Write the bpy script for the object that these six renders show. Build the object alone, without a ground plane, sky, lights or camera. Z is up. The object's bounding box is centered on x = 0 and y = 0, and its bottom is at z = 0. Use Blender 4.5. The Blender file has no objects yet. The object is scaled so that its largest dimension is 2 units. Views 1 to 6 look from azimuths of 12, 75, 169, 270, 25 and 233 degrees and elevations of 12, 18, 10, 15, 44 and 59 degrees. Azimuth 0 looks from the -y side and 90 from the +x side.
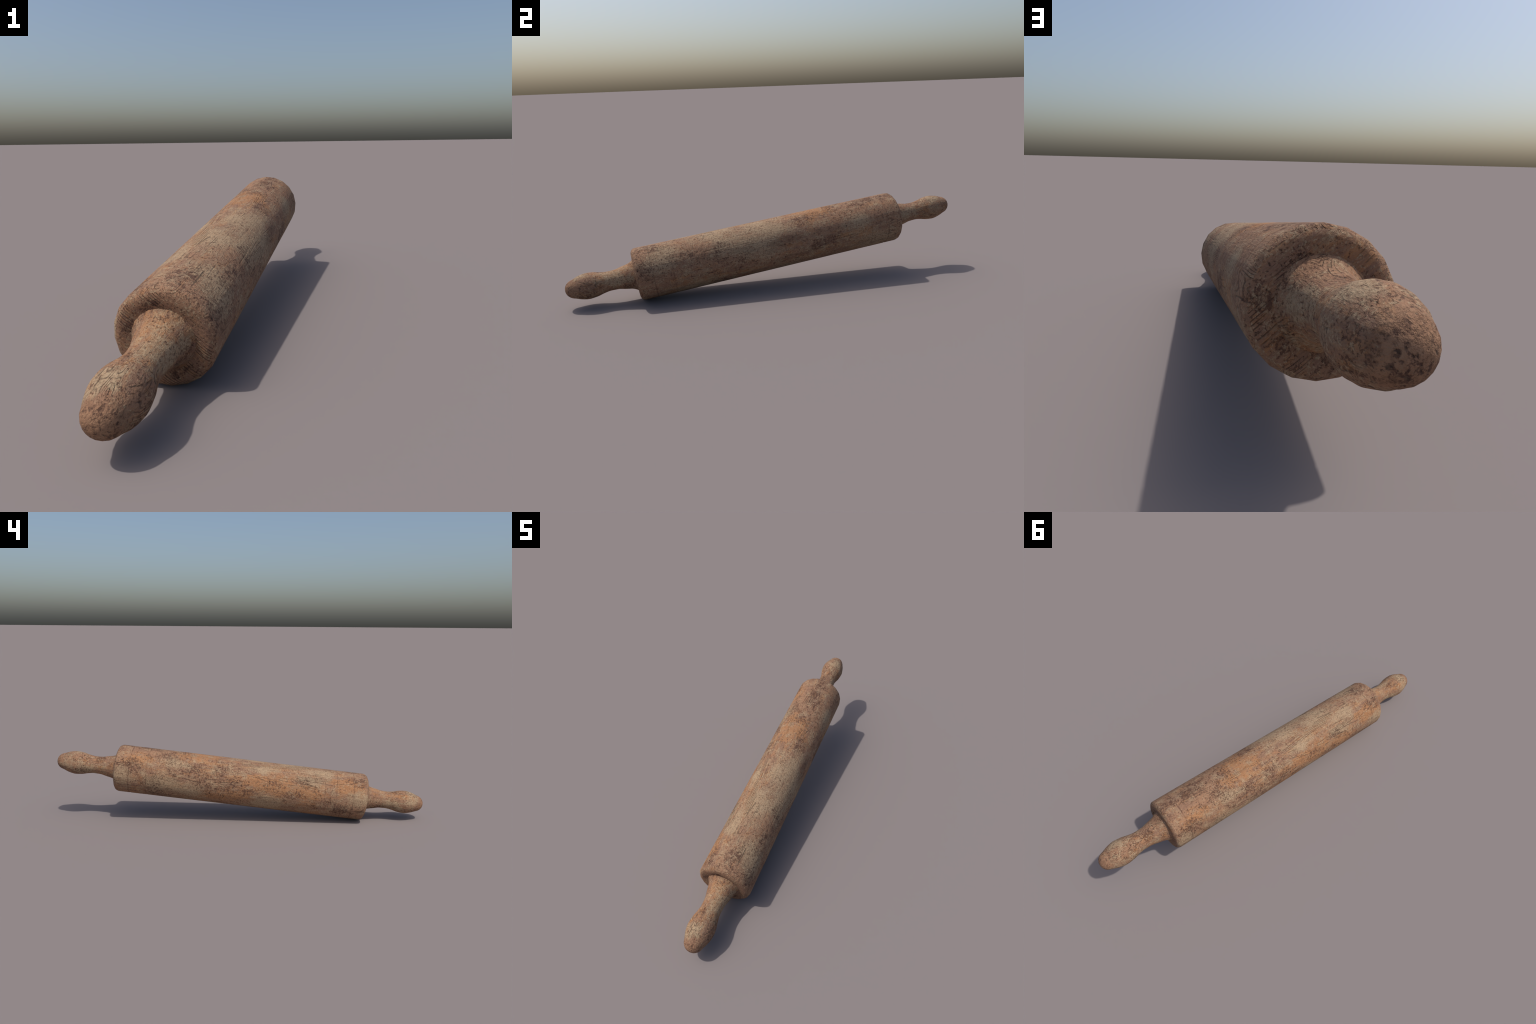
"""Old turned-wood rolling pin: one thick roller with two bulbed handles, lying tilted.

Everything is turned about one axis.  In the local frame Y runs along that axis
(negative Y = low end), Z points away from the ground and X to the side.
"""
import bpy
import math
import numpy as np
from mathutils import Matrix, Vector

# ------------------------------------------------------------------ frame
TILT_UP = 0.11703        # rise of the axis toward +Y
YAW = -0.0055            # sideways drift of the axis
HALF_TURN = math.pi

axis_y = Vector((YAW, 1.0, TILT_UP / 0.99311)).normalized()
axis_x = (Vector((1, 0, 0)) - axis_y * axis_y.x).normalized()
axis_z = axis_x.cross(axis_y)

# ------------------------------------------------------------------ sizes
ROLLER_R = 0.1273
ROLLER_HALF = 0.6765
ROUND = 0.0217           # rounding of the roller's rim
FACE_R = 0.1160          # the end grain begins inside this radius
NECK_R = 0.0770          # where the end face meets the handle
NECK_S = 0.6752
HANDLE_S = 0.6700
# rounded rim that rolls over into the end face and dips to meet the handle
RIM_PROFILE = [(0.6567, 0.1273), (0.6642, 0.1259), (0.6710, 0.1210), (0.6755, 0.1146), (0.6776, 0.1070),
               (0.6779, 0.0990), (0.6770, 0.0890), (0.6752, 0.0770)]
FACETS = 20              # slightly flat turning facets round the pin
FACET_PHASE = math.radians(15.1)
GROOVES = ((0.596, 0.0013), (0.504, 0.0009))   # scored rings: position, depth

# handle silhouette: distance from the roller's face, radius
HANDLE_PROFILE = [
    (-0.0165, 0.0800), (0.0, 0.0800), (0.0150, 0.0706), (0.0333, 0.0618),
    (0.0666, 0.0545), (0.1000, 0.0474), (0.1333, 0.0463), (0.1666, 0.0510),
    (0.2000, 0.0588), (0.2333, 0.0617), (0.2666, 0.0560), (0.2933, 0.0462),
    (0.3110, 0.0398), (0.3230, 0.0310), (0.3310, 0.0195), (0.3345, 0.0080), (0.3352, 0.0)]


# ------------------------------------------------------------------ noise for relief
def hash3(i, j, k, seed):
    h = (i * 374761393 + j * 668265263 + k * 2147483647 + seed * 974634777) & 0xFFFFFFFF
    h = ((h ^ (h >> 13)) * 1274126177) & 0xFFFFFFFF
    return ((h ^ (h >> 16)) & 0xFFFF) / 65535.0


def value_noise(p, seed):
    """Smooth value noise in [-1, 1] at points p (n x 3)."""
    f = np.floor(p).astype(np.int64)
    t = p - f
    t = t * t * (3 - 2 * t)
    out = np.zeros(len(p))
    for a in (0, 1):
        for b in (0, 1):
            for c in (0, 1):
                w = (np.where(a, t[:, 0], 1 - t[:, 0]) * np.where(b, t[:, 1], 1 - t[:, 1])
                     * np.where(c, t[:, 2], 1 - t[:, 2]))
                out += w * hash3(f[:, 0] + a, f[:, 1] + b, f[:, 2] + c, seed)
    return out * 2 - 1


# ------------------------------------------------------------------ turned solids
def smooth_profile(points, step):
    """Monotone (Fritsch-Carlson) curve through (s, r) points, resampled by arc length."""
    pts = np.array(points)
    d = np.hypot(*np.diff(pts, axis=0).T)
    t = np.concatenate([[0], np.cumsum(d)])
    n = max(8, int(t[-1] / step))
    u = np.linspace(0, t[-1], n)
    cols = []
    for c in range(2):
        y = pts[:, c]
        m = np.diff(y) / d
        g = np.zeros(len(y))
        g[0], g[-1] = m[0], m[-1]
        for i in range(1, len(y) - 1):
            if m[i - 1] * m[i] > 0:
                w1, w2 = 2 * d[i] + d[i - 1], d[i] + 2 * d[i - 1]
                g[i] = (w1 + w2) / (w1 / m[i - 1] + w2 / m[i])
        k = np.clip(np.searchsorted(t, u, side='right') - 1, 0, len(d) - 1)
        h = d[k]
        x = (u - t[k]) / h
        cols.append((1 + 2 * x) * (1 - x) ** 2 * y[k] + x * (1 - x) ** 2 * h * g[k]
                    + x * x * (3 - 2 * x) * y[k + 1] + x * x * (x - 1) * h * g[k + 1])
    return np.stack(cols, 1)


def turn(name, profile, around, relief, seed):
    """Lathe a closed profile (first and last radius = 0 are poles) about Y.

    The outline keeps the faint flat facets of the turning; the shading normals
    are those of the round, worn surface.
    """
    ring = profile[1:-1]
    th = np.linspace(0, 2 * math.pi, around, endpoint=False)
    S = np.repeat(ring[:, 0], around)
    R = np.repeat(ring[:, 1], around)
    T = np.tile(th, len(ring))
    sx, cx = np.sin(T), np.cos(T)
    p = np.stack([R * sx, S, R * cx], 1)
    amp = relief * np.clip(R / 0.03, 0, 1)
    bump = (value_noise(p * (9, 3.5, 9), seed) * 0.45
            + value_noise(p * (34, 9, 34), seed + 1) * 0.30
            + value_noise(p * (120, 22, 120), seed + 2) * 0.16
            + value_noise(p * (170, 130, 170), seed + 3) * 0.12)
    d = amp * bump
    # outward normal of the profile
    tan = np.gradient(ring, axis=0)
    nrm = np.stack([-tan[:, 1], tan[:, 0]], 1)
    nrm /= np.linalg.norm(nrm, axis=1)[:, None]
    sign = 1.0 if profile[-1, 0] > profile[0, 0] else -1.0
    NS, NR = np.repeat(nrm[:, 0], around) * sign, np.repeat(nrm[:, 1], around) * sign
    Rw, Sw = R + NR * d, S + NS * d
    wedge = 2 * math.pi / FACETS
    local = np.mod(T - FACET_PHASE, wedge) - wedge / 2
    facet = math.cos(wedge / 2) / np.cos(local)
    mid = 1 - (1 - math.cos(wedge / 2)) * 0.0

    def coords(f):
        v = np.stack([Rw * f * sx, Sw, Rw * f * cx], 1)
        return np.concatenate([v, [[0, profile[0, 0], 0], [0, profile[-1, 0], 0]]])

    round_v, facet_v = coords(mid), coords(facet)
    rows = len(ring)
    i = np.arange(rows - 1)[:, None] * around
    j = np.arange(around)[None, :]
    jn = (j + 1) % around
    quads = np.stack([i + j, i + jn, i + around + jn, i + around + j], -1).reshape(-1, 4)
    first, last = rows * around, rows * around + 1
    cap0 = np.stack([np.full(around, first), jn[0], j[0]], 1)
    base = (rows - 1) * around
    cap1 = np.stack([np.full(around, last), base + j[0], base + jn[0]], 1)
    if sign < 0:
        quads, cap0, cap1 = quads[:, ::-1], cap0[:, ::-1], cap1[:, ::-1]
    # seen from outside the winding must be counter-clockwise
    quads, cap0, cap1 = quads[:, ::-1], cap0[:, ::-1], cap1[:, ::-1]
    loops = np.concatenate([quads.ravel(), cap0.ravel(), cap1.ravel()]).astype(np.int32)
    sizes = np.concatenate([np.full(len(quads), 4), np.full(2 * around, 3)]).astype(np.int32)
    starts = np.concatenate([[0], np.cumsum(sizes)[:-1]]).astype(np.int32)
    me = bpy.data.meshes.new(name)
    me.vertices.add(len(round_v))
    me.vertices.foreach_set("co", round_v.astype(np.float32).ravel())
    me.loops.add(len(loops))
    me.loops.foreach_set("vertex_index", loops)
    me.polygons.add(len(sizes))
    me.polygons.foreach_set("loop_start", starts)
    me.update(calc_edges=True)
    me.validate()
    me.polygons.foreach_set("use_smooth", np.ones(len(sizes), dtype=bool))
    me.update()
    normals = np.zeros(len(round_v) * 3, dtype=np.float32)
    me.vertex_normals.foreach_get("vector", normals)
    me.vertices.foreach_set("co", facet_v.astype(np.float32).ravel())
    me.update()
    me.normals_split_custom_set_from_vertices(normals.reshape(-1, 3).tolist())
    return me


def roller_profile():
    """Half-profile mirrored: flat barrel, two scored rings, rounded rim, dished end face."""
    s = [np.linspace(0, RIM_PROFILE[0][0], 420)]
    r = [np.full(420, ROLLER_R)]
    rim = smooth_profile(RIM_PROFILE, 0.0014)
    s.append(rim[1:, 0])
    r.append(rim[1:, 1])
    s.append([NECK_S - 0.004, NECK_S - 0.006])
    r.append([0.070, 0.0])
    s, r = np.concatenate(s), np.concatenate(r)
    for at, depth in GROOVES:
        r = r - depth * np.exp(-((s - at) / 0.0026) ** 2)
    half = np.stack([s, r], 1)
    other = half[1:][::-1] * (-1, 1)
    return np.concatenate([other, half])


def handle_profile(end):
    pts = [(0.655, 0.0), (0.655, 0.080)] + [(HANDLE_S + t, r) for t, r in HANDLE_PROFILE[1:]]
    prof = smooth_profile(pts, 0.0013)
    prof[0, 1] = prof[-1, 1] = 0.0
    return prof * (end, 1)


# ------------------------------------------------------------------ materials
class Nodes:
    """Small helper that wires shader nodes from expressions."""

    def __init__(self, name):
        self.mat = bpy.data.materials.new(name)
        self.mat.use_nodes = True
        self.t = self.mat.node_tree
        self.t.nodes.clear()

    def new(self, kind, **props):
        n = self.t.nodes.new(kind)
        for k, v in props.items():
            setattr(n, k, v)
        return n

    def put(self, socket, value):
        if isinstance(value, bpy.types.NodeSocket):
            self.t.links.new(value, socket)
        else:
            socket.default_value = value

    def math(self, op, a, b=0.0, c=0.0, clamp=False):
        n = self.new("ShaderNodeMath", operation=op, use_clamp=clamp)
        for i, v in enumerate((a, b, c)):
            self.put(n.inputs[i], v)
        return n.outputs[0]

    def vec(self, op, a, b=(0, 0, 0)):
        n = self.new("ShaderNodeVectorMath", operation=op)
        self.put(n.inputs[0], a)
        self.put(n.inputs[1], b)
        return n.outputs["Value"] if op in ("DISTANCE", "DOT_PRODUCT", "LENGTH") else n.outputs[0]

    def noise(self, p, scale, detail=3.0, rough=0.55, distort=0.0):
        n = self.new("ShaderNodeTexNoise", noise_dimensions='3D')
        self.put(n.inputs["Vector"], p)
        n.inputs["Scale"].default_value = scale
        n.inputs["Detail"].default_value = detail
        n.inputs["Roughness"].default_value = rough
        n.inputs["Distortion"].default_value = distort
        return n.outputs[0]

    def ramp(self, x, lo, hi, out_lo=0.0, out_hi=1.0):
        n = self.new("ShaderNodeMapRange", interpolation_type='SMOOTHSTEP', clamp=True)
        for s, v in zip(("Value", "From Min", "From Max", "To Min", "To Max"),
                        (x, lo, hi, out_lo, out_hi)):
            self.put(n.inputs[s], v)
        return n.outputs[0]

    def mix(self, f, a, b, blend='MIX'):
        n = self.new("ShaderNodeMix", data_type='RGBA', blend_type=blend)
        self.put(n.inputs[0], f)
        self.put(n.inputs[6], a if isinstance(a, bpy.types.NodeSocket) else (*a, 1.0))
        self.put(n.inputs[7], b if isinstance(b, bpy.types.NodeSocket) else (*b, 1.0))
        return n.outputs[2]


WOOD_ORANGE = (0.385, 0.188, 0.083)
WOOD_TAN = (0.308, 0.171, 0.101)
WOOD_PINK = (0.228, 0.129, 0.086)
GREY_WORN = (0.275, 0.190, 0.118)
GREY_LIGHT = (0.390, 0.285, 0.178)
DIRT_BROWN = (0.105, 0.054, 0.038)
DIRT_BLACK = (0.040, 0.024, 0.019)


def grain_along(direction):
    """Euler turn that brings `direction` onto Y, the way the fibres run."""
    d = Vector(direction).normalized()
    side = d.cross(Vector((0, 1, 0))).normalized()
    return tuple(Matrix((side, d, side.cross(d))).to_euler())


def wood(name, grain_turn, grey_spots, dark_spots, clean_spots=(), radius=ROLLER_R, rings=False,
         shift=0.0, grey_bias=0.0, dark_bias=0.0, line_bias=0.0, tip=None,
         figure_scale=13.0, figure_lines=25.0, figure_long=0.065,
         line_dark=0.46, straight=False, fleck_scale=165.0, line_depth=0.75):
    """Weathered wood.  grain_turn rotates the grain (which runs along Y) into place.

    The *_spots are (along, angle in degrees from the top, size): where the wood is
    worn grey, mottled with dark mould, or still clean and orange.
    """
    g = Nodes(name)
    co = g.new("ShaderNodeTexCoord").outputs["Object"]
    m = g.new("ShaderNodeMapping")
    g.put(m.inputs["Vector"], co)
    m.inputs["Location"].default_value = (shift, shift * 1.7, shift * 0.6)
    m.inputs["Rotation"].default_value = grain_turn
    p = m.outputs[0]

    def stretched(sx, sy, sz):
        return g.vec('MULTIPLY', p, (sx, sy, sz))

    def wide(x, k):
        """Noise re-centred on zero and scaled."""
        return g.math('MULTIPLY', g.math('SUBTRACT', x, 0.5), k)

    def add(*terms):
        t = terms[0]
        for u in terms[1:]:
            t = g.math('ADD', t, u)
        return t

    wob = wide(g.noise(g.vec('MULTIPLY', co, (1.0, 0.7, 1.0)), 17.0, 7.0, 0.72), 0.21)
    co_half = g.vec('MULTIPLY', co, (1.0, 0.55, 1.0))

    def field(spots):
        total = None
        for along, deg, size in spots:
            a = math.radians(deg)
            c = (radius * math.sin(a), along * 0.55, radius * math.cos(a))
            d = g.math('ADD', g.vec('DISTANCE', co_half, c), wob)
            v = g.ramp(d, size * 1.25, size * 0.05)
            total = v if total is None else g.math('MAXIMUM', total, v)
        return total if total is not None else 0.0

    grey_f, dark_f, clean_f = field(grey_spots), field(dark_spots), field(clean_spots)

    # --- noise layers, coarse to fine
    broad = g.noise(g.vec('MULTIPLY', p, (1.0, 0.4, 1.0)), 9.0, 4.0, 0.6)
    blotch = g.noise(g.vec('MULTIPLY', p, (1.0, 0.7, 1.0)), 34.0, 7.0, 0.72, 0.3)
    blotch_b = g.noise(g.vec('ADD', g.vec('MULTIPLY', p, (1.0, 0.6, 1.0)), (2.3, 4.1, 1.2)), 42.0, 7.0, 0.74, 0.3)
    speck = g.noise(g.vec('MULTIPLY', p, (1.0, 0.8, 1.0)), 150.0, 4.0, 0.7, 0.5)
    speck_b = g.noise(g.vec('ADD', p, (3.1, 1.7, 5.2)), 175.0, 3.0, 0.65, 0.3)
    fibre = g.noise(stretched(1, 0.04, 1), 240.0, 3.0, 0.65, 0.1)
    fibre_b = g.noise(stretched(1, 0.06, 1), 70.0, 5.0, 0.68, 0.2)
    pores = g.noise(stretched(1, 0.30, 1), 360.0, 2.0, 0.6)

    # --- growth lines: contours of a long stretched noise, in bundles
    figure = g.noise(stretched(1, figure_long, 1), figure_scale, 2.0, 0.45, 0.0)
    phase = g.math('MULTIPLY', figure, figure_lines)
    if straight:
        # sawn-across grain: nearly parallel lines right across the end face
        across = g.new("ShaderNodeSeparateXYZ")
        g.put(across.inputs[0], p)
        phase = add(g.math('MULTIPLY', across.outputs[0], 150.0), g.math('MULTIPLY', figure, 5.0))
    lines = g.math('FRACT', phase)
    line = g.math('ABSOLUTE', g.math('SUBTRACT', lines, 0.5))
    bundle = g.noise(stretched(1, 0.30, 1), 15.0, 4.0, 0.6)
    line_m = g.ramp(g.math('ADD', bundle, line_bias), 0.50, 0.60)
    crack = g.math('MULTIPLY', g.ramp(line, 0.17, 0.03), line_m)
    crack = g.math('MULTIPLY', crack, g.ramp(add(speck, wide(fibre_b, 0.8)), 0.30, 0.50))

    sep = g.new("ShaderNodeSeparateXYZ")
    g.put(sep.inputs[0], co)
    ay = g.math('ABSOLUTE', sep.outputs[1])
    if tip:
        crack = g.math('MULTIPLY', crack, g.ramp(ay, tip + 0.005, tip - 0.035))

    # --- base wood, orange to tan to pinkish, streaked along the fibres
    col = g.mix(g.ramp(add(broad, wide(blotch_b, 0.5)), 0.38, 0.62), WOOD_PINK, WOOD_TAN)
    orange = g.ramp(add(g.math('MULTIPLY', fibre_b, 0.6), g.math('MULTIPLY', blotch_b, 0.4), wide(broad, -0.7), g.math('MULTIPLY', clean_f, 0.22)), 0.46, 0.66)
    col = g.mix(g.math('MULTIPLY', orange, 0.78), col, WOOD_ORANGE)
    col = g.mix(g.math('MULTIPLY', g.ramp(fibre, 0.52, 0.34), 0.42), col, WOOD_PINK)

    # --- grey worn skin, broken up by fine mottling
    gz = add(wide(blotch, 1.0), wide(speck_b, 0.40), wide(fibre, 0.22), g.math('MULTIPLY', grey_f, 0.22),
             g.math('MULTIPLY', clean_f, -0.13), wide(broad, -0.25), grey_bias)
    gm = g.ramp(gz, -0.07, 0.19)
    grey = g.mix(g.ramp(add(speck, wide(fibre_b, 0.6), g.math('MULTIPLY', grey_f, 0.08)), 0.40, 0.64), GREY_WORN, GREY_LIGHT)
    col = g.mix(g.math('MULTIPLY', gm, 0.74), col, grey)

    # --- dark mould: many small irregular flecks, thin everywhere, crowded in the stained places
    fleck = g.noise(g.vec('MULTIPLY', p, (1.0, 0.9, 1.0)), fleck_scale, 4.0, 0.66, 0.25)
    clump = g.noise(g.vec('ADD', p, (1.3, 7.7, 4.2)), 80.0, 4.0, 0.65, 0.2)
    dens = add(g.math('MULTIPLY', dark_f, 0.110), wide(blotch_b, 0.46), wide(broad, 0.16), 0.004,
               g.math('MULTIPLY', grey_f, -0.015), dark_bias)
    dz = add(wide(fleck, -1.0), wide(clump, 0.55), dens)
    dm = g.ramp(dz, 0.055, 0.195)
    stain = g.ramp(add(dens, wide(clump, 0.30), wide(speck, -0.20)), -0.02, 0.27)
    col = g.mix(g.math('MULTIPLY', stain, 0.40), col, DIRT_BROWN)
    col = g.mix(g.math('MULTIPLY', dm, 0.82), col, DIRT_BROWN)
    pit = g.ramp(add(speck_b, wide(blotch, 0.20), g.math('MULTIPLY', dark_f, -0.04)), 0.372, 0.285)
    col = g.mix(g.math('MULTIPLY', pit, 0.70), col, DIRT_BLACK)
    # pale dry grains standing on the worn skin
    pale = g.ramp(add(g.noise(g.vec('ADD', p, (5.9, 0.4, 2.8)), 150.0, 3.0, 0.62, 0.25), wide(blotch, 0.45),
                      g.math('MULTIPLY', grey_f, 0.07)), 0.575, 0.665)
    col = g.mix(g.math('MULTIPLY', pale, 0.72), col, GREY_LIGHT)

    # --- cracks and pores along the grain
    col = g.mix(g.math('MULTIPLY', crack, line_dark), col, DIRT_BLACK)
    fine = g.ramp(pores, 0.40, 0.28)
    col = g.mix(g.math('MULTIPLY', fine, 0.28), col, DIRT_BROWN)

    height = add(g.math('MULTIPLY', fibre, 0.55), g.math('MULTIPLY', speck, 0.70), g.math('MULTIPLY', pores, 0.25),
                 g.math('MULTIPLY', crack, -line_depth), g.math('MULTIPLY', pit, -0.55), g.math('MULTIPLY', blotch, 0.6),
                 g.math('MULTIPLY', dm, -0.25))

    if rings:
        # dirt caught, here and there, in the scored rings
        patchy = g.ramp(g.noise(co, 30.0, 5.0, 0.7), 0.36, 0.62, 0.20, 1.0)
        for (at, depth), strength in zip(GROOVES, (0.54, 0.34)):
            near = g.ramp(g.math('ABSOLUTE', g.math('SUBTRACT', ay, at)), 0.0045, 0.0008)
            col = g.mix(g.math('MULTIPLY', g.math('MULTIPLY', near, patchy), strength), col, DIRT_BROWN)
    if tip:
        # bare end grain on the knob: coarse dark mottling
        edge = g.ramp(add(ay, wide(blotch, 0.09)), tip - 0.010, tip + 0.012)
        coarse = g.noise(g.vec('MULTIPLY', co, (1.0, 0.8, 1.0)), 135.0, 4.0, 0.62, 0.2)
        end = g.mix(g.ramp(add(coarse, wide(blotch_b, -0.55)), 0.49, 0.38), WOOD_TAN, DIRT_BROWN)
        end = g.mix(g.ramp(coarse, 0.39, 0.31), end, DIRT_BLACK)
        col = g.mix(g.math('MULTIPLY', edge, 0.80), col, end)
        height = add(height, g.math('MULTIPLY', g.math('MULTIPLY', coarse, edge), 1.0))

    bump = g.new("ShaderNodeBump")
    bump.inputs["Strength"].default_value = 0.9
    bump.inputs["Distance"].default_value = 0.0034
    g.put(bump.inputs["Height"], height)
    bsdf = g.new("ShaderNodeBsdfPrincipled")
    g.put(bsdf.inputs["Base Color"], col)
    bsdf.inputs["Roughness"].default_value = 0.85
    bsdf.inputs["Specular IOR Level"].default_value = 0.2
    g.put(bsdf.inputs["Normal"], bump.outputs[0])
    out = g.new("ShaderNodeOutputMaterial")
    g.t.links.new(bsdf.outputs[0], out.inputs[0])
    return g.mat


ROLLER_GREY = [
    (-0.287, 12, .075), (-0.023, 34, .07), (-0.513, 38, .06), (-0.10, 66, .09), (-0.19, 55, .08),
    (-0.54, 55, .06), (0.43, 70, .05), (-0.05, 20, .07), (-0.116, -38, .05),
    (-0.36, -51, .05), (-0.63, -84, .06), (0.64, -94, .06), (0.42, -100, .06), (0.36, -45, .04),
    (-0.14, -127, .07), (0.28, -113, .06), (-0.40, -28, .05), (0.55, 125, .08),
    (-0.42, 150, .08), (0.05, 170, .09)]
ROLLER_DARK = [
    (0.236, -64, .06), (0.185, -93, .06), (0.05, -82, .06), (0.10, -46, .05), (0.46, -92, .055),
    (0.45, -128, .06), (0.40, -33, .055), (-0.45, -105, .055), (-0.52, -115, .05), (-0.626, -38, .04),
    (0.36, 7, .05), (0.50, 10, .05), (0.63, 4, .045), (0.585, -67, .05), (0.14, 30, .04),
    (-0.46, 55, .045), (-0.60, 10, .045), (-0.635, 62, .035), (-0.29, 55, .03), (-0.20, 93, .04),
    (0.25, 95, .05), (0.25, 178, .06), (-0.05, -95, .04), (-0.16, -72, .04), (-0.28, -88, .04), (0.34, -70, .045), (-0.35, -60, .035), (-0.25, 150, .06)]
ROLLER_CLEAN = [
    (0.02, -105, .06), (-0.20, -66, .06), (-0.36, -80, .06), (0.31, -20, .05), (0.22, -5, .05),
    (0.55, -48, .05), (-0.10, -70, .06), (0.10, -120, .06), (0.27, 12, .05), (-0.56, -55, .05)]

FACE_DARK = [(end * 0.676, a, .017) for end, a in (
    (-1, -70), (-1, -20), (-1, 120), (-1, 165), (1, 40), (1, 85), (1, 130), (1, -170), (1, -60))]

# ------------------------------------------------------------------ build
root = bpy.data.objects.new("rolling_pin", None)
bpy.context.collection.objects.link(root)
root["label"] = "old weathered wooden rolling pin with two bulbed handles"
root["category"] = "rolling pin"


def add(name, mesh, *mats):
    ob = bpy.data.objects.new(name, mesh)
    bpy.context.collection.objects.link(ob)
    ob.parent = root
    for m in mats:
        mesh.materials.append(m)
    return ob


roller_wood = wood("weathered_wood", (0, 0, 0), ROLLER_GREY, ROLLER_DARK, ROLLER_CLEAN, rings=True)
face_wood = wood("end_grain_wood", grain_along((-0.78, 0.0, 0.62)), [], FACE_DARK,
                 radius=0.088, shift=0.37, line_bias=0.015, straight=True, line_dark=0.5, fleck_scale=215.0, line_depth=1.1,
                 grey_bias=-0.07, dark_bias=0.0)
low_wood = wood("handle_wood", (0, 0, 0),
                [(-0.93, 0, .035), (-0.78, 35, .03), (-0.84, -95, .035), (-0.75, 80, .03), (-0.92, -70, .03)],
                [(-0.74, -140, .03), (-0.86, -10, .02), (-0.70, 120, .03), (-0.93, 120, .03)],
                [(-0.86, -60, .03)], radius=0.055, shift=0.61, line_bias=0.015, grey_bias=-0.01, dark_bias=0.012, tip=0.976, figure_scale=20.0, figure_lines=17.0, figure_long=0.02, fleck_scale=215.0)
high_wood = wood("handle_wood", (0, 0, 0),
                 [(0.90, 20, .04), (0.82, -100, .035), (0.90, -80, .03), (0.95, -30, .03), (0.72, 80, .04)],
                 [(0.79, -25, .025), (0.86, -110, .02), (0.93, -160, .03)],
                 [(0.83, -45, .03)], radius=0.055, shift=1.43, line_bias=-0.03, grey_bias=-0.01, dark_bias=0.012, tip=0.980, figure_scale=20.0, figure_lines=17.0, figure_long=0.02, fleck_scale=215.0)

roller_mesh = turn("roller", roller_profile(), 400, 0.0009, 11)
roller = add("roller", roller_mesh, roller_wood, face_wood)
centres = np.zeros(len(roller_mesh.polygons) * 3, dtype=np.float32)
roller_mesh.polygons.foreach_get("center", centres)
centres = centres.reshape(-1, 3)
on_face = (np.abs(centres[:, 1]) > 0.66) & (np.hypot(centres[:, 0], centres[:, 2]) < FACE_R)
roller_mesh.polygons.foreach_set("material_index", on_face.astype(np.int32))
roller_mesh.update()

low = add("handle", turn("handle", handle_profile(-1), 220, 0.0009, 23), low_wood)
high = add("handle", turn("handle", handle_profile(1), 220, 0.0009, 37), high_wood)

# lay it down: tilted, resting on the rim of the low end, centred
turn_m = Matrix((axis_x, axis_y, axis_z)).transposed()
allv = []
for ob in (roller, low, high):
    v = np.zeros(len(ob.data.vertices) * 3, dtype=np.float32)
    ob.data.vertices.foreach_get("co", v)
    allv.append(v.reshape(-1, 3))
world = np.concatenate(allv) @ np.array(turn_m).T
lo, hi = world.min(0), world.max(0)
scale = 2.0 / (hi[1] - lo[1])
place = Vector((-(lo[0] + hi[0]) / 2 * scale, -(lo[1] + hi[1]) / 2 * scale, -lo[2] * scale))
root.matrix_world = Matrix.Translation(place) @ turn_m.to_4x4() @ Matrix.Scale(scale, 4)
print("SCALE", scale, "PLACE", place)
